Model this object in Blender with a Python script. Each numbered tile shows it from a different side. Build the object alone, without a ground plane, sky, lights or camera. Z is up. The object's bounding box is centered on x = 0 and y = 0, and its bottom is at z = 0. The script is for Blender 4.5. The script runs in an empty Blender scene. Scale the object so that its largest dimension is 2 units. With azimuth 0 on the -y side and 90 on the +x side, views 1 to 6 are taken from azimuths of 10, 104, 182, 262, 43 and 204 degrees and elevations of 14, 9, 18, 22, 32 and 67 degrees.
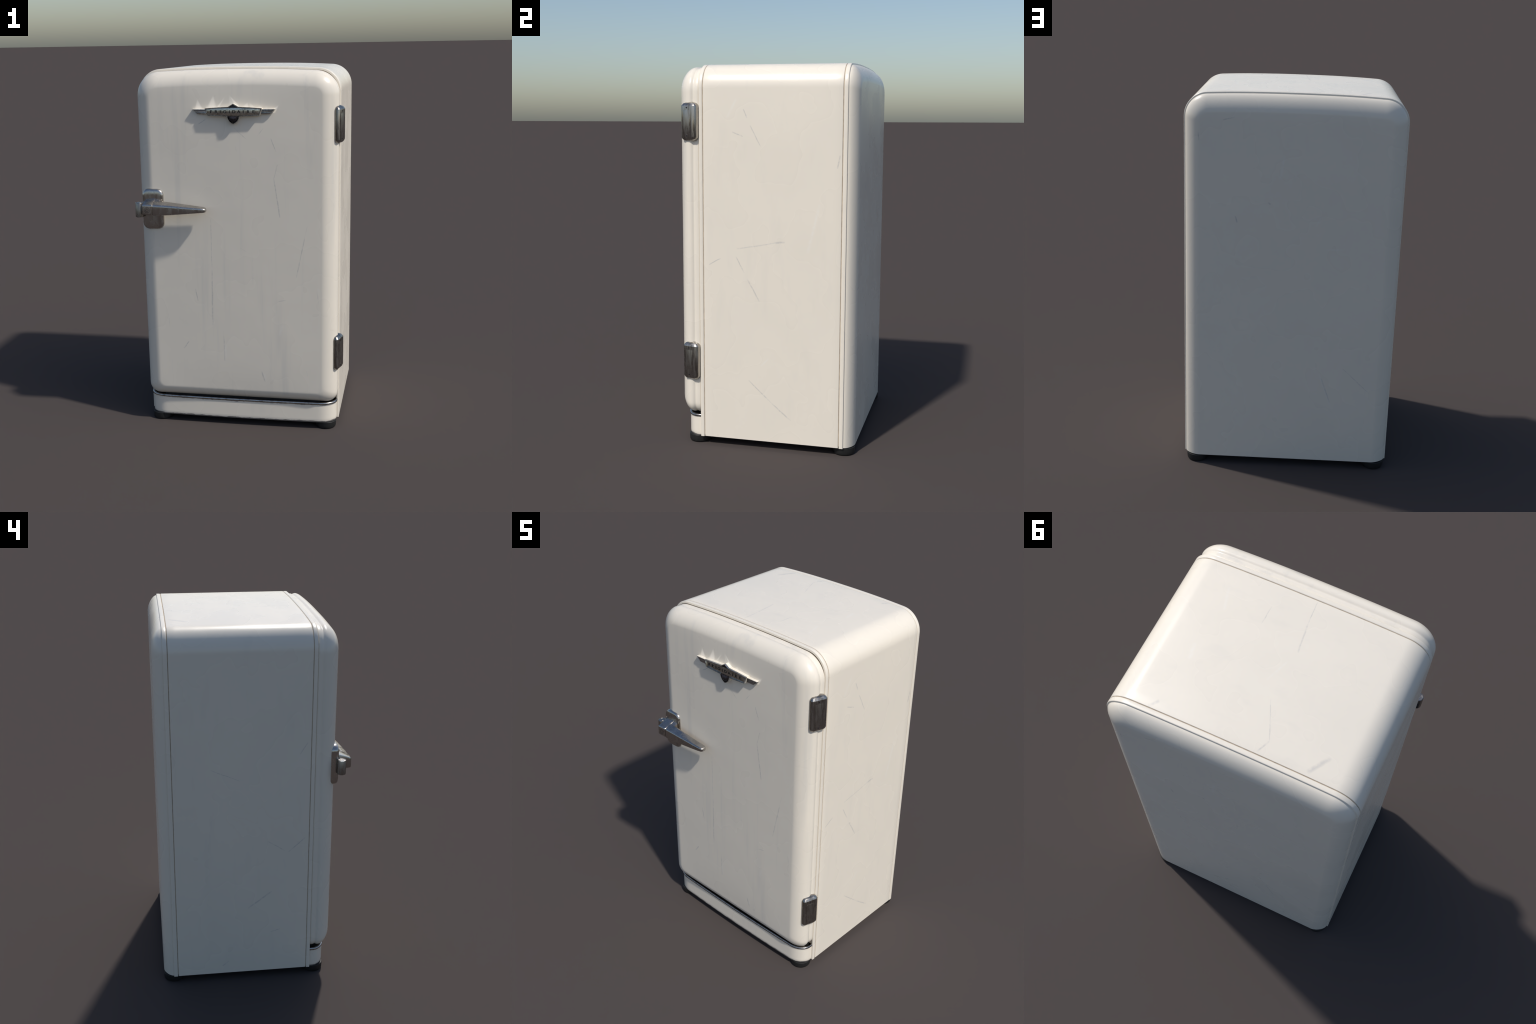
# Vintage enamelled refrigerator: rounded steel cabinet, bow-fronted door, lever handle,
# cast badge, two strap hinges, kick plate with bright trim and four rubber feet.
import bpy, bmesh, math, random
from mathutils import Vector, noise
from mathutils.geometry import delaunay_2d_cdt

random.seed(7)
CX = -0.0070                       # cabinet centre line in x
HALF, TOP, RAD = 0.5455, 2.0, 0.121  # half width, crown height, top corner radius
CROWN = 0.010                      # rise of the roof between the corners
FLOOR = 0.043                      # lower edge of the steel panels
BACK = 0.509

# ------------------------------------------------------------------ materials
def new_mat(name):
    m = bpy.data.materials.new(name)
    m.use_nodes = True
    nt = m.node_tree
    return m, nt, nt.nodes["Principled BSDF"]

def N(nt, kind, **kw):
    n = nt.nodes.new(kind)
    for k, v in kw.items():
        setattr(n, k, v)
    return n

def math_node(nt, op, a, b=None, clamp=False):
    n = N(nt, "ShaderNodeMath", operation=op, use_clamp=clamp)
    for i, v in enumerate((a, b)):
        if v is None:
            continue
        if isinstance(v, (int, float)):
            n.inputs[i].default_value = v
        else:
            nt.links.new(v, n.inputs[i])
    return n.outputs[0]

def mix_col(nt, fac, a, b, blend="MIX"):
    n = N(nt, "ShaderNodeMix", data_type="RGBA", blend_type=blend)
    for sock, v in ((n.inputs[0], fac), (n.inputs[6], a), (n.inputs[7], b)):
        if isinstance(v, tuple):
            sock.default_value = (*v, 1)
        elif isinstance(v, (int, float)):
            sock.default_value = v
        else:
            nt.links.new(v, sock)
    return n.outputs[2]

def noise_tex(nt, vec, scale, detail=3, rough=0.5, stretch=None):
    if stretch:
        mp = N(nt, "ShaderNodeMapping")
        mp.inputs["Scale"].default_value = stretch
        nt.links.new(vec, mp.inputs[0])
        vec = mp.outputs[0]
    n = N(nt, "ShaderNodeTexNoise")
    n.inputs["Scale"].default_value = scale
    n.inputs["Detail"].default_value = detail
    n.inputs["Roughness"].default_value = rough
    nt.links.new(vec, n.inputs["Vector"])
    return n

def ramp(nt, fac, lo, hi, v0=0.0, v1=1.0, smooth=True):
    n = N(nt, "ShaderNodeMapRange")
    n.interpolation_type = "SMOOTHSTEP" if smooth else "LINEAR"
    n.inputs["From Min"].default_value = lo
    n.inputs["From Max"].default_value = hi
    n.inputs["To Min"].default_value = v0
    n.inputs["To Max"].default_value = v1
    nt.links.new(fac, n.inputs["Value"])
    return n.outputs[0]

def scratch_group():
    """Mask of one straight scratch from A to B on a surface, fading to both ends."""
    g = bpy.data.node_groups.new("scratch_mark", "ShaderNodeTree")
    for nm, ty in (("P", "NodeSocketVector"), ("A", "NodeSocketVector"), ("B", "NodeSocketVector"), ("Width", "NodeSocketFloat"), ("Before", "NodeSocketFloat")):
        g.interface.new_socket(nm, in_out="INPUT", socket_type=ty)
    g.interface.new_socket("Mask", in_out="OUTPUT", socket_type="NodeSocketFloat")
    gi, go = g.nodes.new("NodeGroupInput"), g.nodes.new("NodeGroupOutput")
    def vm(op, a, b=None):
        n = g.nodes.new("ShaderNodeVectorMath"); n.operation = op
        g.links.new(a, n.inputs[0])
        if b is not None:
            g.links.new(b, n.inputs[3 if op == "SCALE" else 1])
        return n
    # each mark waits for the one before it, so that the shader works through them one by one
    wait = g.nodes.new("ShaderNodeVectorMath"); wait.operation = "ADD"
    g.links.new(gi.outputs["P"], wait.inputs[0])
    g.links.new(math_node(g, "MULTIPLY", gi.outputs["Before"], 1e-7), wait.inputs[1])
    pa = vm("SUBTRACT", wait.outputs[0], gi.outputs["A"]).outputs[0]
    ba = vm("SUBTRACT", gi.outputs["B"], gi.outputs["A"]).outputs[0]
    h = math_node(g, "DIVIDE", vm("DOT_PRODUCT", pa, ba).outputs["Value"], vm("DOT_PRODUCT", ba, ba).outputs["Value"], clamp=True)
    off = vm("SUBTRACT", pa, vm("SCALE", ba, h).outputs[0]).outputs[0]
    d = vm("LENGTH", off).outputs["Value"]
    taper = math_node(g, "MULTIPLY", math_node(g, "MULTIPLY", h, math_node(g, "SUBTRACT", 1.0, h)), 4.0)
    taper = math_node(g, "POWER", taper, 0.4)
    rel = math_node(g, "DIVIDE", d, gi.outputs["Width"])
    m = math_node(g, "SUBTRACT", 1.0, rel, clamp=True)
    g.links.new(math_node(g, "MAXIMUM", math_node(g, "MULTIPLY", m, taper), gi.outputs["Before"]), go.inputs["Mask"])
    return g

SCRATCH = scratch_group()
PAINT = (0.843, 0.775, 0.664)

def paint(name, dark=(), light=(), edge_wear=None, streak=(1, 1, 1), dull=0.10, mark=0.52):
    """Aged cream enamel.  dark / light: scratches as (A, B, width) in object space.
    edge_wear: list of (z_low, z_high) bands where the enamel is rubbed to bare metal."""
    m, nt, bsdf = new_mat(name)
    co = N(nt, "ShaderNodeTexCoord").outputs["Object"]
    big = noise_tex(nt, co, 3.5, 2).outputs["Fac"]
    col = mix_col(nt, ramp(nt, big, 0.25, 0.75), PAINT, tuple(c * k for c, k in zip(PAINT, (0.975, 0.978, 0.982))))
    # long dull streaks left by wiping and drips
    st = noise_tex(nt, co, 14.0, 3, 0.55, streak).outputs["Fac"]
    col = mix_col(nt, ramp(nt, st, 0.53, 0.74, 0.0, dull), col, (0.60, 0.58, 0.54))
    # scuffed clusters: fine noise that shows only inside sparse blotches
    blot = ramp(nt, noise_tex(nt, co, 5.0, 2).outputs["Fac"], 0.62, 0.74)
    fine = ramp(nt, noise_tex(nt, co, 90.0, 3, 0.7).outputs["Fac"], 0.52, 0.68)
    scuff = math_node(nt, "MULTIPLY", blot, fine)
    col = mix_col(nt, math_node(nt, "MULTIPLY", scuff, 0.08), col, (0.60, 0.61, 0.60))
    # placed scratches, drawn with a slightly wandering line
    wob = noise_tex(nt, co, 22.0, 3, 0.6)
    w0 = N(nt, "ShaderNodeVectorMath", operation="SUBTRACT")
    nt.links.new(wob.outputs["Color"], w0.inputs[0]); w0.inputs[1].default_value = (0.5, 0.5, 0.5)
    w1 = N(nt, "ShaderNodeVectorMath", operation="MULTIPLY_ADD")
    nt.links.new(w0.outputs[0], w1.inputs[0]); w1.inputs[1].default_value = (0.006,) * 3
    nt.links.new(co, w1.inputs[2])
    grain = ramp(nt, noise_tex(nt, co, 60.0, 2).outputs["Fac"], 0.3, 0.6, 0.35, 1.0)
    for marks, tint, amount in ((dark, (0.34, 0.345, 0.36), mark), (light, (0.88, 0.85, 0.79), 0.40)):
        total = None
        for a, b, w in marks:
            gnode = N(nt, "ShaderNodeGroup"); gnode.node_tree = SCRATCH
            nt.links.new(w1.outputs[0], gnode.inputs["P"])
            gnode.inputs["A"].default_value = a
            gnode.inputs["B"].default_value = b
            gnode.inputs["Width"].default_value = w
            if total is not None:
                nt.links.new(total, gnode.inputs["Before"])
            total = gnode.outputs[0]
        if total is not None:
            f = math_node(nt, "MULTIPLY", math_node(nt, "MULTIPLY", total, grain), amount)
            col = mix_col(nt, f, col, tint)
    rough = ramp(nt, noise_tex(nt, co, 4.0, 2, 0.5).outputs["Fac"], 0.3, 0.7, 0.24, 0.32)
    metal = None
    if edge_wear:
        sep = N(nt, "ShaderNodeSeparateXYZ"); nt.links.new(co, sep.inputs[0])
        rag = noise_tex(nt, co, 26.0, 5, 0.65).outputs["Fac"]
        z = math_node(nt, "ADD", sep.outputs["Z"], math_node(nt, "MULTIPLY", math_node(nt, "SUBTRACT", rag, 0.5), 0.016))
        for lo, hi in edge_wear:
            inside = math_node(nt, "MULTIPLY", math_node(nt, "GREATER_THAN", z, lo), math_node(nt, "LESS_THAN", z, hi))
            metal = inside if metal is None else math_node(nt, "MAXIMUM", metal, inside)
        col = mix_col(nt, metal, col, (0.27, 0.255, 0.24))
        nt.links.new(math_node(nt, "MULTIPLY", metal, 0.35), bsdf.inputs["Metallic"])
    nt.links.new(col, bsdf.inputs["Base Color"])
    nt.links.new(rough, bsdf.inputs["Roughness"])
    bsdf.inputs["Specular IOR Level"].default_value = 0.5
    return m

def metal(name, col, rough, grime=(0.10, 0.09, 0.08), amount=0.5, scale=30.0, stretch=(1, 1, 0.25), metallic=1.0):
    m, nt, bsdf = new_mat(name)
    co = N(nt, "ShaderNodeTexCoord").outputs["Object"]
    n1 = noise_tex(nt, co, scale, 4, 0.6, stretch).outputs["Fac"]
    fac = ramp(nt, n1, 0.42, 0.72, 0.0, amount)
    nt.links.new(mix_col(nt, fac, col, grime), bsdf.inputs["Base Color"])
    n2 = noise_tex(nt, co, scale * 2.2, 4, 0.6, stretch).outputs["Fac"]
    nt.links.new(ramp(nt, n2, 0.3, 0.75, rough * 0.75, rough * 1.6), bsdf.inputs["Roughness"])
    bsdf.inputs["Metallic"].default_value = metallic
    return m

def plain(name, col, rough, spec=0.4, var=0.25, scale=40):
    m, nt, bsdf = new_mat(name)
    co = N(nt, "ShaderNodeTexCoord").outputs["Object"]
    n1 = noise_tex(nt, co, scale, 3).outputs["Fac"]
    nt.links.new(mix_col(nt, ramp(nt, n1, 0.3, 0.7), col, tuple(c * (1 - var) for c in col)), bsdf.inputs["Base Color"])
    bsdf.inputs["Roughness"].default_value = rough
    bsdf.inputs["Specular IOR Level"].default_value = spec
    return m

# ------------------------------------------------------------------ mesh helpers
ROOT = bpy.data.objects.new("vintage_refrigerator", None)
bpy.context.scene.collection.objects.link(ROOT)
ROOT["label"] = "old rounded cream enamel refrigerator with chrome lever handle"
ROOT["category"] = "refrigerator"

def make(name, verts, faces, mat, parent=ROOT, angle=35.0, loc=(0, 0, 0), bevel=0.0, seg=2):
    me = bpy.data.meshes.new(name)
    bm = bmesh.new()
    vs = [bm.verts.new(v) for v in verts]
    for f in faces:
        if len(set(f)) >= 3:
            try:
                bm.faces.new([vs[i] for i in f])
            except ValueError:
                pass
    bmesh.ops.recalc_face_normals(bm, faces=bm.faces)
    if bevel:
        es = [e for e in bm.edges if len(e.link_faces) == 2 and e.calc_face_angle(0) > math.radians(25)]
        bmesh.ops.bevel(bm, geom=es, offset=bevel, segments=seg, profile=0.5, affect="EDGES", clamp_overlap=True)
    bm.to_mesh(me); bm.free()
    for p in me.polygons:
        p.use_smooth = True
    if angle is not None:
        me.set_sharp_from_angle(angle=math.radians(angle))
    me.materials.append(mat)
    ob = bpy.data.objects.new(name, me)
    ob.location = loc
    bpy.context.scene.collection.objects.link(ob)
    ob.parent = parent
    return ob

def arch(inset, n_arc=20, n_roof=24, floor=FLOOR, top_drop=1.0):
    """Front outline of the cabinet, bottom left over the roof to bottom right, as (x, z)."""
    w, r, top = HALF - inset, max(RAD - inset, 0.02), TOP - inset * top_drop
    zc = top - CROWN - r
    end = math.pi / 2 - 0.055
    right = [(w, floor + (zc - floor) * i / 6) for i in range(6)]
    right += [(w - r + r * math.cos(a), zc + r * math.sin(a)) for a in (end * i / n_arc for i in range(n_arc + 1))]
    x1, z1 = right[-1]
    for i in range(1, n_roof + 1):
        t = 1 - i / n_roof
        right.append((x1 * t, top - (top - z1) * t ** 2.4))
    left = [(-x, z) for x, z in right[:-1]]
    return [(CX + x, z) for x, z in left + right[::-1]]

def sweep(name, profile, mat, **kw):
    """Solid band: closed (inset, y) profile carried along the arch, capped at the floor."""
    floor = kw.pop("floor", FLOOR)
    rows = [[(x, y, z) for x, z in arch(i, floor=floor)] for i, y in profile]
    n, k = len(rows[0]), len(rows)
    verts = [v for r in rows for v in r]
    faces = [(a * n + j, a * n + j + 1, b * n + j + 1, b * n + j)
             for a in range(k) for b in [(a + 1) % k] for j in range(n - 1)]
    faces += [tuple(a * n for a in range(k)), tuple(a * n + n - 1 for a in range(k))]
    return make(name, verts, faces, mat, **kw)

def cap_rows(rows, n):
    """Faces between neighbouring rows, plus a ladder of quads closing the last row."""
    faces = [(a * n + j, a * n + j + 1, (a + 1) * n + j + 1, (a + 1) * n + j) for a in range(rows - 1) for j in range(n - 1)]
    base = (rows - 1) * n
    for j in range(n // 2):
        faces.append((base + j, base + j + 1, base + n - 2 - j, base + n - 1 - j))
    return faces

def on(face, *pts):
    """Scratches given in the plane of one face -> (A, B, width) in space."""
    out = []
    for a, b, c, d, w in pts:
        put = {"right": lambda p, q: (CX + HALF, p, q), "left": lambda p, q: (CX - HALF, p, q),
               "back": lambda p, q: (p, BACK, q), "top": lambda p, q: (p, q, 1.9985),
               "door": lambda p, q: (p, -0.430, q)}[face]
        out.append((put(a, b), put(c, d), w))
    return out

# ------------------------------------------------------------------ marks on the enamel
right_dark = on("right",
    (-.108, 1.057, .098, 1.096, .004), (.090, 1.095, .145, 1.102, .007), (-.112, 1.018, -.068, .934, .004),
    (-.053, .906, .013, .788, .005), (-.074, 1.766, -.053, 1.719, .004), (-.039, 1.685, .018, 1.577, .004),
    (-.046, .369, .080, .253, .004), (.080, .253, .183, .166, .005), (.420, 1.541, .408, 1.475, .005),
    (-.132, 1.651, -.075, 1.628, .004), (-.259, .969, -.192, 1.007, .004))
top_dark = on("top",
    (-.051, -.170, -.070, -.029, .005), (-.043, -.279, -.051, -.170, .003), (.114, -.181, .117, -.089, .003),
    (-.398, .158, -.407, .331, .004), (-.451, .087, -.444, .265, .003), (-.062, .199, -.135, .364, .003),
    (.320, .389, .351, .429, .010), (-.372, .324, -.315, .417, .013), (-.399, .335, -.425, .383, .007),
    (-.135, .364, -.109, .426, .005))
left_dark = on("left",
    (-.267, 1.396, -.227, 1.333, .004), (.235, 1.267, .084, 1.200, .003), (-.065, .846, -.159, .785, .004),
    (-.266, .858, -.174, .776, .004), (-.089, .545, .043, .446, .006), (-.137, .305, -.084, .288, .004),
    (.148, .119, .186, .087, .004))
right_light = on("right", (.321, 1.297, .261, 1.047, .010), (-.110, 1.814, -.160, 1.719, .008),
               (.064, .494, .021, .447, .006))
top_light = on("top", (.313, -.192, .281, -.080, .008), (.318, .104, .303, .178, .012), (-.052, .020, -.012, .132, .006))
back_dark = on("back", (-.291, .593, -.443, .450, .003), (-.507, 1.570, -.527, 1.515, .005), (.278, 1.392, .267, 1.358, .005),
               (.462, 1.802, .458, 1.762, .004), (.285, 1.881, .344, 1.866, .004), (.118, 1.469, .104, 1.456, .006),
               (-.185, .53, -.235, .39, .005))
back_light = on("back", (-.172, .556, -.246, .351, .006), (.044, 1.704, .060, 1.588, .009), (-.148, 1.403, -.123, 1.353, .006),
                (-.176, 1.234, -.264, 1.240, .006))
door_dark = on("door",
    (.199, 1.423, .230, 1.211, .0045), (.220, 1.500, .198, 1.421, .003), (.3755, 1.1735, .316, .886, .0042),
    (-.148, 1.203, -.148, .918, .004), (-.148, .918, -.152, .597, .006), (-.245, .806, -.232, .734, .0035),
    (.080, .997, .078, .839, .004), (-.409, .690, -.398, .541, .004), (-.092, .569, -.089, .390, .004),
    (.426, .816, .437, .737, .005), (.120, .340, .138, .273, .005), (-.010, 1.688, .057, 1.628, .003),
    (.146, 1.688, .090, 1.615, .0025), (.185, 1.635, .212, 1.562, .003), (-.005, 1.601, .013, 1.480, .003),
    (.480, 1.229, .484, 1.188, .006), (.502, .868, .509, .726, .005), (.217, .749, .259, .757, .003),
    (.439, 1.444, .453, 1.296, .003), (.149, 1.903, .241, 1.892, .003), (.308, 1.953, .360, 1.946, .004),
    (-.323, .454, -.291, .500, .004), (.370, .353, .377, .316, .005), (-.108, .233, -.063, .242, .005),
    (-.160, 1.734, -.202, 1.708, .003), (-.471, 1.146, -.472, 1.053, .006), (-.451, 1.097, -.432, 1.026, .004),
    (.011, 1.044, .067, 1.010, .004))
door_light = on("door", (.237, .613, .223, .554, .010), (.131, .330, .145, .283, .007), (.434, .830, .440, .790, .010),
                (-.085, .50, -.080, .40, .008), (-.030, .772, -.045, .762, .009))

M_CAB = [paint("enamel_cabinet", dk, lt, streak=(0.5, 1.0, 0.25))
         for dk, lt in ((top_dark, top_light), (right_dark, right_light), (left_dark, []))]
M_BACK = paint("enamel_back", back_dark, back_light, streak=(1.0, 1.0, 0.3), dull=0.04)
M_DOOR = paint("enamel_door", door_dark, door_light, streak=(1.0, 1.0, 0.06), dull=0.36, mark=0.66)
M_TRIM = paint("enamel_trim")
M_KICK = paint("enamel_kick_plate", edge_wear=((0.0, 0.0465), (0.1420, 0.3)), streak=(1, 1, 0.4))
M_CORE = plain("seam_dirt", (0.52, 0.43, 0.33), 0.8, 0.2)
M_GASKET = plain("aged_gasket", (0.60, 0.49, 0.36), 0.7, 0.2)
M_SLOT_SHADOW = plain("slot_shadow_black", (0.012, 0.012, 0.013), 0.6, 0.3)
M_RUBBER = plain("black_rubber", (0.016, 0.016, 0.016), 0.55, 0.4)
M_CHROME = metal("aged_chrome", (0.53, 0.50, 0.465), 0.21, (0.30, 0.275, 0.25), 0.6, 22)
M_BARREL = metal("darkened_lock_chrome", (0.34, 0.32, 0.30), 0.26, (0.20, 0.18, 0.165), 0.6, 22)  # chrome darkened for the dark ground reflected in the barrel
M_STRIP = metal("bright_trim", (0.50, 0.49, 0.48), 0.15, (0.12, 0.10, 0.09), 0.7, 40, (1, 1, 1))
M_HINGE = metal("worn_hinge_chrome", (0.44, 0.42, 0.39), 0.25, (0.18, 0.16, 0.13), 0.9, 34, (1, 1, 0.15))
M_BADGE = metal("badge_chrome", (0.62, 0.62, 0.61), 0.18, (0.12, 0.11, 0.10), 0.6, 60, (1, 1, 1))  # base colour lightened to bring up the frame's highlights
M_PLATE = metal("badge_face", (0.62, 0.60, 0.54), 0.22, (0.30, 0.28, 0.23), 0.8, 45, (1, 1, 1))
M_INK = plain("letter_black", (0.012, 0.012, 0.012), 0.5)
M_DARK = metal("badge_crest_dark", (0.045, 0.04, 0.045), 0.25, (0.02, 0.02, 0.02), 0.6, 50, (1, 1, 1), metallic=0.6)

# ------------------------------------------------------------------ cabinet
def band(y0, y1, r=0.0025, depth=0.012):
    """Rounded sheet-metal band between two y values, closed behind."""
    s = [(depth, y0)]
    for i in range(4):
        a = math.pi / 2 * i / 3
        s.append((r - r * math.sin(a), y0 + r - r * math.cos(a)))
    for i in range(4):
        a = math.pi / 2 * i / 3
        s.append((r - r * math.cos(a), y1 - r + r * math.sin(a)))
    s.append((depth, y1))
    return s

def ruffle(ob, amp, scale):
    """Slightly uneven sheet metal."""
    for v in ob.data.vertices:
        p = v.co * scale
        v.co += v.normal * amp * noise.noise(p)

def fine_band(y0, y1, r, step):
    s = band(y0, y1, r)
    k = int((y1 - y0) / step)
    mid = [(0.0, y0 + r + (y1 - y0 - 2 * r) * i / k) for i in range(1, k)]
    return s[:5] + mid + s[5:]

cabinet = sweep("cabinet_shell", fine_band(-0.2848, 0.4312, 0.002, 0.04), M_CAB[0])
# the same enamel on roof and sides, each with its own scratches
for extra in M_CAB[1:]:
    cabinet.data.materials.append(extra)
for p in cabinet.data.polygons:
    if p.center.z < TOP - 0.10:
        p.material_index = 1 if p.center.x > CX else 2
rear_trim = sweep("trim_band", band(0.4347, 0.4560, 0.0030), M_TRIM, floor=0.0405)
front_trim = sweep("trim_band", band(-0.3085, -0.2884, 0.0035), M_TRIM, floor=0.0405)

core_rows = []
for i, y in ((0.0035, -0.3040), (0.0035, 0.4530)):
    core_rows.append([(x, y, z) for x, z in arch(i, floor=0.052)])
n = len(core_rows[0])
cv = core_rows[0] + core_rows[1]
cf = [(j, j + 1, n + j + 1, n + j) for j in range(n - 1)] + [(0, n - 1, 2 * n - 1, n)]
for base in (0, n):
    cf += [(base + j, base + j + 1, base + n - 2 - j, base + n - 1 - j) for j in range(n // 2)]
make("inner_carcass", cv, cf, M_CORE)

# rear panel: pillowed sides and roof, flat back, cut straight at the floor
prof = [(0.0075, 0.4520)]
for i in range(13):
    a = math.pi / 2 * i / 12
    prof.append((0.0070 + 0.074 * (1 - math.cos(a) ** 1.25), 0.4560 + (BACK - 0.4560) * math.sin(a) ** 1.2))
rows = [[(x, y, z) for x, z in arch(i, top_drop=1.18)] for i, y in prof]
n = len(rows[0])
verts = [v for r in rows for v in r]
make("rear_panel", verts, cap_rows(len(rows), n), M_BACK)

# ------------------------------------------------------------------ door
D_BOTTOM, D_RB = 0.1575, 0.062
DOOR_SIDE = 0.0035   # the door sits this far inside the cabinet side
DOOR_TOP = 0.0115

def door_outline(inset):
    w = HALF - DOOR_SIDE - inset
    r = max(RAD + 0.006 - inset, 0.02)
    top = TOP - DOOR_TOP - inset
    zc = top - CROWN - r
    end = math.pi / 2 - 0.055
    rb = max(D_RB - inset * 0.35, 0.018)
    zb = D_BOTTOM + inset * 0.82
    half = []
    for i in range(10):
        half.append(((w - rb) * i / 10, zb))
    for i in range(11):
        a = -math.pi / 2 + math.pi / 2 * i / 10
        half.append((w - rb + rb * math.cos(a), zb + rb + rb * math.sin(a)))
    for i in range(1, 30):
        half.append((w, zb + rb + (zc - zb - rb) * i / 30))
    for i in range(17):
        a = end * i / 16
        half.append((w - r + r * math.cos(a), zc + r * math.sin(a)))
    x1, z1 = half[-1]
    for i in range(1, 17):
        t = 1 - i / 16
        half.append((x1 * t, top - (top - z1) * t ** 2.4))
    loop = half + [(-x, z) for x, z in half[-2:0:-1]]
    return [(CX + x, z) for x, z in loop]

PILLOW, Y_EDGE, Y_FLAT = 0.084, -0.3560, -0.4255
door_prof = [(0.020, -0.3092), (0.0048, -0.3095), (0.0024, -0.3110), (0.0010, -0.3145), (0.0008, -0.3200), (0.0012, -0.3265),
             (0.0020, -0.3310), (0.0034, -0.3350), (0.0048, -0.3385), (0.0050, -0.3405), (0.0038, -0.3435),
             (0.0020, -0.3470), (0.0007, -0.3515)]
for i in range(19):
    a = math.pi / 2 * i / 18
    door_prof.append((PILLOW * (1 - math.cos(a) ** 1.2), Y_EDGE + (Y_FLAT - Y_EDGE) * math.sin(a) ** 1.13))

def bow(x, z):
    """Gentle forward bow of the door front inside the pillowed rim."""
    u = min(1.0, abs(x - CX) / (HALF - DOOR_SIDE - PILLOW))
    m = (z - 1.07) / 0.84
    e = max(0.0, 1 - abs(m) ** 7)
    return Y_FLAT - 0.0075 * max(0.0, 1 - u * u) ** 1.25 * e

# glints above the badge, drawn by tilted normals: apex, base left, base right (badge drawing units)
def bx(X): return -0.1593 + (X - 530) * 0.000245
def bz(Y): return 1.7915 - (Y - 385) * 0.000239
WEDGES = [((352, 185), (280, 405), (480, 405), 1.0), ((708, 95), (535, 385), (785, 370), 1.0),
          ((985, 105), (770, 365), (845, 360), 0.6), ((1035, 85), (1040, 330), (1190, 330), 0.35),
          ((1045, 95), (1125, 300), (1330, 400), 1.0), ((1450, 255), (1320, 365), (1480, 375), 0.9),
          ((1475, 260), (1480, 365), (1640, 380), 0.6), ((1880, 315), (1760, 420), (1880, 425), 0.4),
          ((2125, 305), (1960, 430), (2075, 430), 0.7), ((1700, 310), (1660, 380), (1800, 400), 0.4)]

def tilt(x, z):
    best = 0.0
    for a, b, c, s in WEDGES:
        ax, az, b_x, b_z, c_x, c_z = bx(a[0]), bz(a[1]), bx(b[0]), bz(b[1]), bx(c[0]), bz(c[1])
        den = (b_z - c_z) * (ax - c_x) + (c_x - b_x) * (az - c_z)
        la = ((b_z - c_z) * (x - c_x) + (c_x - b_x) * (z - c_z)) / den
        lb = ((c_z - az) * (x - c_x) + (ax - c_x) * (z - c_z)) / den
        lc = 1 - la - lb
        if min(la, lb, lc) <= 0:
            if la < 0 and lb > 0 and lc > 0 and la > -0.5:
                la = 0.0     # behind the badge: keep the slope constant
            else:
                continue
        e = min(1.0, min(lb, lc) / max(1e-6, lb + lc) / 0.30)
        best = max(best, 0.92 * s * (1 - la) * e)
    return best

outer = [door_outline(i) for i, y in door_prof]
n = len(outer[0])
verts = [(x, y, z) for (i, y), ring in zip(door_prof, outer) for x, z in ring]
k = len(outer)
faces = [(a * n + j, a * n + (j + 1) % n, (a + 1) * n + (j + 1) % n, (a + 1) * n + j) for a in range(k - 1) for j in range(n)]
faces.append(tuple(range(n)))                       # flat back of the door
rim = outer[-1]
pts = [Vector(p) for p in rim]
xs = [p[0] for p in rim]; zs = [p[1] for p in rim]
def inside(x, z, margin):
    w = HALF - DOOR_SIDE - PILLOW
    return abs(x - CX) < w - margin and min(zs) + margin < z < max(zs) - CROWN - margin
def corner_ok(x, z):
    # keep grid points clear of the four rounded corners of the rim
    w = HALF - DOOR_SIDE - PILLOW
    return not (abs(x - CX) > w - 0.035 and (z > max(zs) - 0.05 or z < min(zs) + 0.035))
step = 0.022
fx0, fx1, fz0, fz1 = -0.255, 0.245, 1.722, 1.872
i = 0
x = min(xs) + 0.012
while x < max(xs) - 0.008:
    z = min(zs) + 0.012
    while z < max(zs) - 0.012:
        if inside(x, z, 0.008) and corner_ok(x, z) and not (fx0 - .01 < x < fx1 + .01 and fz0 - .01 < z < fz1 + .01):
            pts.append(Vector((x, z)))
        z += step
    x += step
gx = fx0
while gx <= fx1:
    gz = fz0
    while gz <= fz1:
        pts.append(Vector((gx, gz)))
        gz += 0.003
    gx += 0.003
edges = [(j, (j + 1) % n) for j in range(n)]
cdt = delaunay_2d_cdt(pts, edges, [], 1, 1e-6)
remap = {}
base = (k - 1) * n
for idx, origs in enumerate(cdt[3]):
    src = [o for o in origs if o < n]
    if src:
        remap[idx] = base + src[0]
    else:
        px, pz = cdt[0][idx]
        remap[idx] = len(verts)
        verts.append((px, bow(px, pz), pz))
for f in cdt[2]:
    faces.append(tuple(remap[q] for q in f))
door = make("door", verts, faces, M_DOOR, angle=None)
# hand-beaten unevenness, then normals tilted to brighten the glint fans over the badge
for v in door.data.vertices:
    if v.co.y < Y_EDGE:
        v.co.y += 0.0005 * noise.noise(v.co * 5.0) + 0.00022 * noise.noise(v.co * 14.0 + Vector((3, 1, 7)))
door.data.update()
nors = []
for v in door.data.vertices:
    nv = v.normal.copy()
    x, y, z = v.co
    if y < Y_FLAT - 0.0005 and fx0 <= x <= fx1 and fz0 <= z <= fz1:
        t = tilt(x, z)
        if t > 0:
            nv = (nv + Vector((0.06, 0, 0.52)) * t).normalized()
    nors.append(nv)
door.data.normals_split_custom_set_from_vertices(nors)

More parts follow.
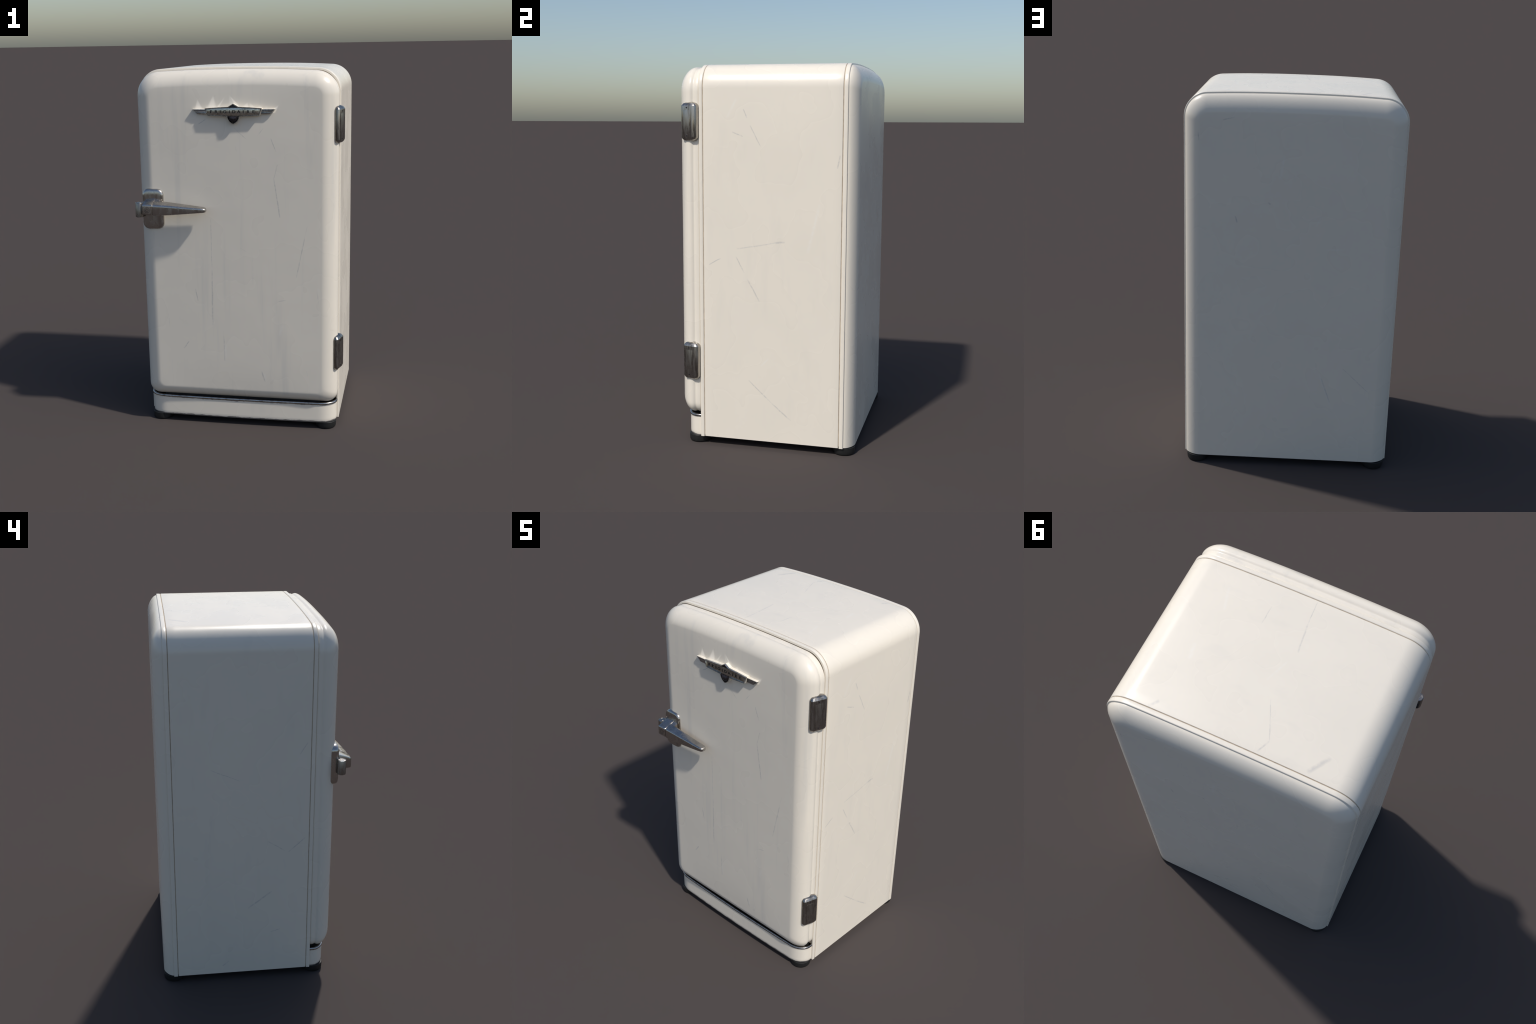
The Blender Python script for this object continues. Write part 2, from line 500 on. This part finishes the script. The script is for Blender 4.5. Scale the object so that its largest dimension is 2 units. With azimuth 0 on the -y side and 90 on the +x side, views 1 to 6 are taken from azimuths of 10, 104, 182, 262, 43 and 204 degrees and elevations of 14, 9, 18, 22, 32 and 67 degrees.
# gasket showing in the gap round the door and black blocks modelling the shadowed slot below
g0, g1 = door_outline(0.013), door_outline(0.013)
n = len(g0)
make("door_gasket", [(x, -0.3030, z) for x, z in g0] + [(x, -0.3090, z) for x, z in g1],
     [(j, (j + 1) % n, n + (j + 1) % n, n + j) for j in range(n)] + [tuple(range(n)), tuple(range(2 * n - 1, n - 1, -1))],
     M_GASKET, parent=door)

def box(name, x0, x1, y0, y1, z0, z1, mat, **kw):
    v = [(x, y, z) for x in (x0, x1) for y in (y0, y1) for z in (z0, z1)]
    f = [(0, 1, 3, 2), (4, 5, 7, 6), (0, 1, 5, 4), (2, 3, 7, 6), (0, 2, 6, 4), (1, 3, 7, 5)]
    return make(name, v, f, mat, **kw)
box("slot_shadow_back", CX - 0.512, CX + 0.512, -0.324, -0.3045, 0.1455, 0.200, M_SLOT_SHADOW)
box("dark_slot_filler", CX - 0.445, CX + 0.445, -0.386, -0.3246, 0.1455, 0.1660, M_SLOT_SHADOW)

# ------------------------------------------------------------------ kick plate
def kick_outline(grow, n_arc=10):
    w, rx, ry, yf, yb, sag = 0.5345 + grow, 0.100, 0.074, -0.4020 - grow, -0.3095, 0.007
    half = [(w, yb), (w, yb - 0.006)]
    half += [(w - rx + rx * math.cos(a), yf + sag + ry - ry * math.sin(a)) for a in (math.pi / 2 * i / n_arc for i in range(n_arc + 1))]
    x1 = half[-1][0]
    half += [(x1 * (1 - i / 12), yf + sag * (1 - i / 12) ** 2) for i in range(1, 13)]
    return [(CX + x, y) for x, y in half + [(-x, y) for x, y in half[-2::-1]]]

def kick_loft(name, prof, mat, parent=ROOT, angle=40):
    rows = [[(x, y, z) for x, y in kick_outline(g)] for g, z in prof]
    n, k = len(rows[0]), len(rows)
    f = [(a * n + j, a * n + (j + 1) % n, (a + 1) * n + (j + 1) % n, (a + 1) * n + j) for a in range(k - 1) for j in range(n)]
    f += [tuple(range(n)), tuple((k - 1) * n + j for j in range(n))]
    return make(name, [v for r in rows for v in r], f, mat, parent=parent, angle=angle)

kick = kick_loft("kick_plate", [(-0.004, 0.0385), (-0.001, 0.0390), (0.0, 0.0410), (0.0, 0.06), (0.0, 0.10), (0.0, 0.1440), (-0.004, 0.1445)], M_KICK)
kick_loft("bright_strip", [(-0.004, 0.1448), (0.0025, 0.1448), (0.0042, 0.1465), (0.0046, 0.1495), (0.0042, 0.1535), (0.0025, 0.1565), (-0.0005, 0.1580), (-0.0040, 0.1572), (-0.0070, 0.1545), (-0.0080, 0.1450)],
          M_STRIP, parent=kick)

# ------------------------------------------------------------------ feet
fp = [(0.0, 0.060), (0.046, 0.060), (0.046, 0.0385), (0.056, 0.0381), (0.0575, 0.036), (0.0575, 0.018), (0.0570, 0.008), (0.055, 0.002), (0.051, 0.0), (0.0, 0.0)]
seg = 40
fv = [(r * math.cos(2 * math.pi * s / seg), r * math.sin(2 * math.pi * s / seg), z) for r, z in fp[1:-1] for s in range(seg)]
ff = [(a * seg + s, a * seg + (s + 1) % seg, (a + 1) * seg + (s + 1) % seg, (a + 1) * seg + s) for a in range(len(fp) - 3) for s in range(seg)]
ff += [tuple(range(seg)), tuple((len(fp) - 3) * seg + s for s in range(seg))]
foot = None
for px, py in ((0.469, -0.334), (-0.485, -0.334), (0.469, 0.452), (-0.485, 0.452)):
    if foot is None:
        foot = make("foot", fv, ff, M_RUBBER, loc=(px, py, 0))
    else:
        c = foot.copy(); c.location = (px, py, 0)
        bpy.context.scene.collection.objects.link(c)

# ------------------------------------------------------------------ hinges
def prism(name, outline, levels, mat, parent=ROOT, loc=(0, 0, 0), bevel=0.002, angle=40):
    """Plan outline (x, y) lofted up z; each level is (z, shrink toward the given centre)."""
    rows = []
    for z, s, (cx, cy) in levels:
        rows.append([(cx + (x - cx) * s, cy + (y - cy) * s, z) for x, y in outline])
    n, k = len(outline), len(rows)
    f = [(a * n + j, a * n + (j + 1) % n, (a + 1) * n + (j + 1) % n, (a + 1) * n + j) for a in range(k - 1) for j in range(n)]
    f += [tuple(range(n)), tuple((k - 1) * n + j for j in range(n))]
    return make(name, [v for r in rows for v in r], f, mat, parent=parent, loc=loc, bevel=bevel, angle=angle)

plan = [(0.508, -0.390), (0.519, -0.4000), (0.5315, -0.4030), (0.5415, -0.3975), (0.5615, -0.3370), (0.5630, -0.3250), (0.5590, -0.3165), (0.5445, -0.3092), (0.508, -0.3092)]
hc = (0.512, -0.350)
H = 0.0985
hinge_levels = [(-H, 0.55, hc), (-H + 0.003, 0.74, hc), (-H + 0.010, 0.90, hc), (-H + 0.020, 1.0, hc),
                (H - 0.020, 1.0, hc), (H - 0.008, 0.80, hc), (H - 0.002, 0.52, hc), (H, 0.35, hc)]
hinge = None
for zc in (1.7025, 0.4530):
    if hinge is None:
        hinge = prism("hinge", plan, hinge_levels, M_HINGE, loc=(0, 0, zc), bevel=0.0022)
        # raised worn panel and screw heads on the outer face
        d = Vector((0.0200, 0.0605, 0)).normalized(); nrm = Vector((d.y, -d.x, 0))
        face_c = Vector((0.5515, -0.3672, 0))
        def on_face(u, w, out): return face_c + d * u + nrm * out + Vector((0, 0, w))
        pv, pf = [], []
        for out, sh in ((-0.002, 0.0), (0.0006, 0.0), (0.0011, 0.0015)):
            pv += [tuple(on_face(a * (0.021 - sh), b * (0.056 - sh), out)) for a, b in ((-1, -1), (1, -1), (1, 1), (-1, 1))]
        pf = [(a * 4 + j, a * 4 + (j + 1) % 4, a * 4 + 4 + (j + 1) % 4, a * 4 + 4 + j) for a in range(2) for j in range(4)] + [(8, 9, 10, 11), (0, 1, 2, 3)]
        panel = make("hinge_panel", pv, pf, M_HINGE, parent=hinge)
        sc = None
        for w in (0.069, -0.072):
            if sc is None:
                sv = []
                for out, r in ((-0.002, 0.0042), (0.0008, 0.0042), (0.0014, 0.0030)):
                    sv += [tuple(face_c + nrm * out + d * (r * math.cos(t)) + Vector((0, 0, r * math.sin(t)))) for t in (2 * math.pi * q / 14 for q in range(14))]
                sf = [(a * 14 + q, a * 14 + (q + 1) % 14, a * 14 + 14 + (q + 1) % 14, a * 14 + 14 + q) for a in range(2) for q in range(14)] + [tuple(range(28, 42)), tuple(range(14))]
                sc = make("screw", sv, sf, M_DARK, parent=hinge, loc=(0, 0, w))
            else:
                s2 = sc.copy(); s2.location = (0, 0, w); bpy.context.scene.collection.objects.link(s2)
        kids = list(hinge.children)
    else:
        h2 = hinge.copy(); h2.location = (0, 0, zc); h2.scale = (1, 1, 1.03)
        bpy.context.scene.collection.objects.link(h2)
        for c in [q for q in bpy.data.objects if q.parent == hinge]:
            c2 = c.copy(); c2.parent = h2; bpy.context.scene.collection.objects.link(c2)

# ------------------------------------------------------------------ handle
def ring_loft(name, rings, mat, parent=ROOT, bevel=0.0, angle=40):
    n, k = len(rings[0]), len(rings)
    f = [(a * n + j, a * n + (j + 1) % n, (a + 1) * n + (j + 1) % n, (a + 1) * n + j) for a in range(k - 1) for j in range(n)]
    f += [tuple(range(n)), tuple((k - 1) * n + j for j in range(n))]
    return make(name, [tuple(v) for r in rings for v in r], f, mat, parent=parent, bevel=bevel, angle=angle)

def rrect(hx, hz, r, n=7):
    out = []
    for cx, cz, a0 in ((hx - r, hz - r, 0), (-hx + r, hz - r, 90), (-hx + r, -hz + r, 180), (hx - r, -hz + r, 270)):
        for i in range(n):
            a = math.radians(a0 + 90 * i / (n - 1))
            out.append((cx + r * math.cos(a), cz + r * math.sin(a)))
    return out

# lever: tapered bar with a flat front, loft along x
def lever_ring(x, yf, yb, zt_f, zt_b, zb_f, zb_b, r):
    """Front edge zt_f..zb_f, back edge zt_b..zb_b, corners rounded by r."""
    poly = [Vector((yf, zt_f)), Vector((yb, zt_b)), Vector((yb, zb_b)), Vector((yf, zb_f))]
    out = []
    for i in range(4):
        p, a, b = poly[i], poly[i - 1], poly[(i + 1) % 4]
        da, db = (a - p).normalized(), (b - p).normalized()
        s, e = p + da * r, p + db * r
        for q in range(6):
            t = q / 5
            out.append(((1 - t) ** 2 * s + 2 * t * (1 - t) * p + t * t * e))
    return [(x, v.x, v.y) for v in out]

rings = []
for x, yf, yb, ztf, ztb, zbf, zbb, r in (
        (-0.4470, -0.5070, -0.464, 1.2815, 1.3030, 1.2245, 1.2290, 0.0085),
        (-0.4000, -0.5065, -0.463, 1.2805, 1.3005, 1.2265, 1.2295, 0.0090),
        (-0.3500, -0.5055, -0.462, 1.2785, 1.2950, 1.2292, 1.2312, 0.0095),
        (-0.2900, -0.5035, -0.461, 1.2745, 1.2870, 1.2340, 1.2350, 0.0095),
        (-0.2300, -0.5010, -0.460, 1.2705, 1.2790, 1.2390, 1.2390, 0.0090),
        (-0.1900, -0.4985, -0.459, 1.2680, 1.2740, 1.2422, 1.2422, 0.0085),
        (-0.1720, -0.4955, -0.459, 1.2665, 1.2710, 1.2438, 1.2438, 0.0080),
        (-0.1640, -0.4910, -0.463, 1.2635, 1.2665, 1.2455, 1.2455, 0.0070),
        (-0.1605, -0.4820, -0.471, 1.2585, 1.2595, 1.2515, 1.2515, 0.0025)):
    rings.append(lever_ring(x, yf, yb, ztf, ztb, zbf, zbb, r))
handle = ring_loft("door_handle", rings, M_CHROME, angle=50)

# hub block: vertical front, roof climbing back to the escutcheon
def hub_ring(x, yf, zf_t, yb, zb_t, zf_b, zb_b, r):
    return lever_ring(x, yf, yb, zf_t, zb_t, zf_b, zb_b, r)
hub = ring_loft("handle_hub", [hub_ring(-0.5070, -0.5050, 1.2810, -0.418, 1.3060, 1.2330, 1.222, 0.007),
                               hub_ring(-0.5050, -0.5085, 1.2835, -0.418, 1.3120, 1.2305, 1.218, 0.007),
                               hub_ring(-0.4535, -0.5085, 1.2835, -0.418, 1.3190, 1.2295, 1.218, 0.007),
                               hub_ring(-0.4510, -0.5065, 1.2815, -0.418, 1.3190, 1.2315, 1.218, 0.006)], M_CHROME, parent=handle)
neck = ring_loft("handle_neck", [hub_ring(-0.4520, -0.5035, 1.2790, -0.418, 1.3180, 1.2320, 1.2200, 0.006),
                                 hub_ring(-0.4300, -0.4950, 1.2830, -0.418, 1.3140, 1.2330, 1.2220, 0.006),
                                 hub_ring(-0.4200, -0.4700, 1.2920, -0.418, 1.3060, 1.2400, 1.2260, 0.006)], M_CHROME, parent=handle)
# engraved target on the front of the hub
for r0, r1 in ((0.0135, 0.0150), (0.0065, 0.0080)):
    q = 32
    tv = [(-0.4785 + r * math.cos(2 * math.pi * s / q), y, 1.2565 + r * math.sin(2 * math.pi * s / q))
          for r, y in ((r0, -0.5080), (r0, -0.5090), (r1, -0.5090), (r1, -0.5080)) for s in range(q)]
    tf = [(a * q + s, a * q + (s + 1) % q, b * q + (s + 1) % q, b * q + s) for a in range(4) for b in [(a + 1) % 4] for s in range(q)]
    make("hub_ring_mark", tv, tf, M_DARK, parent=handle, angle=40)

# lock barrel on the free side of the hub
q = 32
bp = [(0.0215, 1.2090), (0.0232, 1.2110), (0.0232, 1.2850), (0.0220, 1.2875), (0.0190, 1.2882), (0.0175, 1.2868), (0.0110, 1.2866), (0.0095, 1.2880)]
bv = [(-0.5375 + r * math.cos(2 * math.pi * s / q), -0.4510 + r * math.sin(2 * math.pi * s / q), z) for r, z in bp for s in range(q)]
bf = [(a * q + s, a * q + (s + 1) % q, (a + 1) * q + (s + 1) % q, (a + 1) * q + s) for a in range(len(bp) - 1) for s in range(q)]
bf += [tuple(range(q)), tuple((len(bp) - 1) * q + s for s in range(q))]
make("lock_barrel", bv, bf, M_BARREL, parent=handle, angle=40)

# escutcheon: domed rounded plate on the door
plate_c = (-0.4670, 1.2490)
rings = []
for y, sx, sz in ((-0.395, 1.0, 1.0), (-0.4220, 1.0, 1.0), (-0.4290, 0.985, 0.99), (-0.4340, 0.95, 0.97), (-0.4375, 0.89, 0.935), (-0.4395, 0.80, 0.88), (-0.4405, 0.6, 0.7)):
    hx, hz, r = 0.0600 * sx, 0.1115 * sz, 0.036 * sx
    rings.append([(plate_c[0] + x, y, plate_c[1] + z) for x, z in rrect(hx, hz, r, 9)])
ring_loft("escutcheon_plate", rings, M_CHROME, parent=handle, angle=60)

# ------------------------------------------------------------------ badge
def flat_solid(name, outline, y_back, y_front, mat, parent, chamfer=0.0015):
    """Outline (x, z) thickened along y with a chamfered front."""
    n = len(outline)
    cx = sum(p[0] for p in outline) / n; cz = sum(p[1] for p in outline) / n
    v = [(x, y_back, z) for x, z in outline] + [(x, y_front, z) for x, z in outline]
    f = [(j, (j + 1) % n, n + (j + 1) % n, n + j) for j in range(n)] + [tuple(range(n)), tuple(range(n, 2 * n))]
    return make(name, v, f, mat, parent=parent, bevel=chamfer, seg=2, angle=30)

BC = -0.0080
def sym(right):
    """Mirror a right-half outline (top to bottom) about the badge axis."""
    return [(BC + x, z) for x, z in right] + [(BC - x, z) for x, z in reversed(right) if abs(x) > 1e-6]
frame_r = [(0.0, 1.8150), (0.011, 1.8090), (0.027, 1.7995), (0.090, 1.7960), (0.1510, 1.7915), (0.1390, 1.7535), (0.090, 1.7505), (0.0345, 1.7480),
           (0.0300, 1.7350), (0.0225, 1.7220), (0.0110, 1.7130), (0.0, 1.7085)]
outer = sym(frame_r)
inner_r = [(0.0, 1.8080), (0.009, 1.8030), (0.0255, 1.7940), (0.088, 1.7905), (0.1435, 1.7865), (0.1345, 1.7575), (0.088, 1.7550), (0.0295, 1.7528),
           (0.0255, 1.7365), (0.0190, 1.7255), (0.0090, 1.7180), (0.0, 1.7145)]
inner = sym(inner_r)
n = len(outer)
YB, YF, YP = -0.420, -0.4560, -0.4525
v, f = [], []
for ring, y in ((outer, YB), (outer, YF + 0.0022), ([((a[0] * .8 + b[0] * .2), (a[1] * .8 + b[1] * .2)) for a, b in zip(outer, inner)], YF),
                ([((a[0] * .25 + b[0] * .75), (a[1] * .25 + b[1] * .75)) for a, b in zip(outer, inner)], YF), (inner, YP + 0.0005), (inner, YP + 0.006)):
    v += [(x, y, z) for x, z in ring]
f = [(a * n + j, a * n + (j + 1) % n, (a + 1) * n + (j + 1) % n, (a + 1) * n + j) for a in range(5) for j in range(n)]
badge = make("badge_frame", v, f, M_BADGE, angle=30)
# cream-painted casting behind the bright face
flat_solid("badge_base", [(BC + (x - BC) * 1.006, 1.765 + (z - 1.765) * 1.014) for x, z in outer], -0.420, -0.4470, M_TRIM, badge, 0.0004)
flat_solid("badge_plate", [(BC + x * 1.0, z) for x, z in [(0.0255, 1.7935), (0.088, 1.7903), (0.1433, 1.7863), (0.1343, 1.7577), (0.088, 1.7552), (0.0, 1.7530), (-0.088, 1.7552), (-0.1343, 1.7577), (-0.1433, 1.7863), (-0.088, 1.7903), (-0.0255, 1.7935)]],
           -0.425, YP, M_PLATE, badge, 0.0004)
# dark crest peak and the domed shield below the name
flat_solid("badge_peak", [(BC, 1.8078), (BC + 0.009, 1.8028), (BC + 0.0250, 1.7942), (BC - 0.0250, 1.7942), (BC - 0.009, 1.8028)], -0.425, YP + 0.0010, M_DARK, badge, 0.0004)
shield = [(-0.0295, 1.7526), (0.0295, 1.7526), (0.0255, 1.7365), (0.0190, 1.7255), (0.0090, 1.7180), (0.0, 1.7145), (-0.0090, 1.7180), (-0.0190, 1.7255), (-0.0255, 1.7365)]
rings = []
for s, y in ((1.0, -0.425), (0.97, -0.4500), (0.86, -0.4540), (0.68, -0.4580), (0.45, -0.4610), (0.15, -0.4625)):
    rings.append([(BC + x * s, y, 1.7370 + (z - 1.7370) * s) for x, z in shield])
ring_loft("badge_shield", rings, M_DARK, parent=badge, angle=50)
# wings: three stepped bars each side
for side in (1, -1):
    bars = ((0.2200, 1.7860, 1.7790, -0.4465), (0.2110, 1.7780, 1.7705, -0.4455), (0.2030, 1.7695, 1.7610, -0.4445))
    for xt, zt, zb, yf in bars:
        slope = 0.010
        o = [(BC + side * xt, zt), (BC + side * (xt - slope), zb), (BC + side * 0.138, zb), (BC + side * 0.138, zt)]
        flat_solid("badge_wing_bar", o, -0.420, yf, M_BADGE, badge, 0.0014)
    o = [(BC + side * 0.215, 1.7850), (BC + side * 0.195, 1.7625), (BC + side * 0.138, 1.7625), (BC + side * 0.138, 1.7850)]
    flat_solid("badge_wing_back", o, -0.420, -0.4410, M_DARK, badge, 0.0003)
    o = [(BC + side * 0.2205, 1.7868), (BC + side * 0.211, 1.7800), (BC + side * 0.138, 1.7800), (BC + side * 0.138, 1.7868)]
    flat_solid("badge_wing_base", o, -0.420, -0.4450, M_TRIM, badge, 0.0003)

# raised letters of the name plate, one object each
for ch, lx in zip("FRIGIDAIRE", (-0.1255, -0.0985, -0.0760, -0.0525, -0.0275, -0.0045, 0.0220, 0.0465, 0.0715, 0.0995)):
    cu = bpy.data.curves.new("letter", "FONT")
    cu.body = ch; cu.size = 0.0210; cu.extrude = 0.0008; cu.align_x = "CENTER"; cu.offset = 0.0005
    tmp = bpy.data.objects.new("letter_text", cu)
    bpy.context.scene.collection.objects.link(tmp)
    dg = bpy.context.evaluated_depsgraph_get()
    me = bpy.data.meshes.new_from_object(tmp.evaluated_get(dg))
    bpy.data.objects.remove(tmp)
    me.name = "letter"
    for vv in me.vertices:
        a, b, c = vv.co
        vv.co = (lx + a * 1.25, YP - 0.0006 - c, 1.7668 + b)
    me.materials.clear(); me.materials.append(M_INK)
    lo = bpy.data.objects.new("letter", me)
    bpy.context.scene.collection.objects.link(lo)
    lo.parent = badge
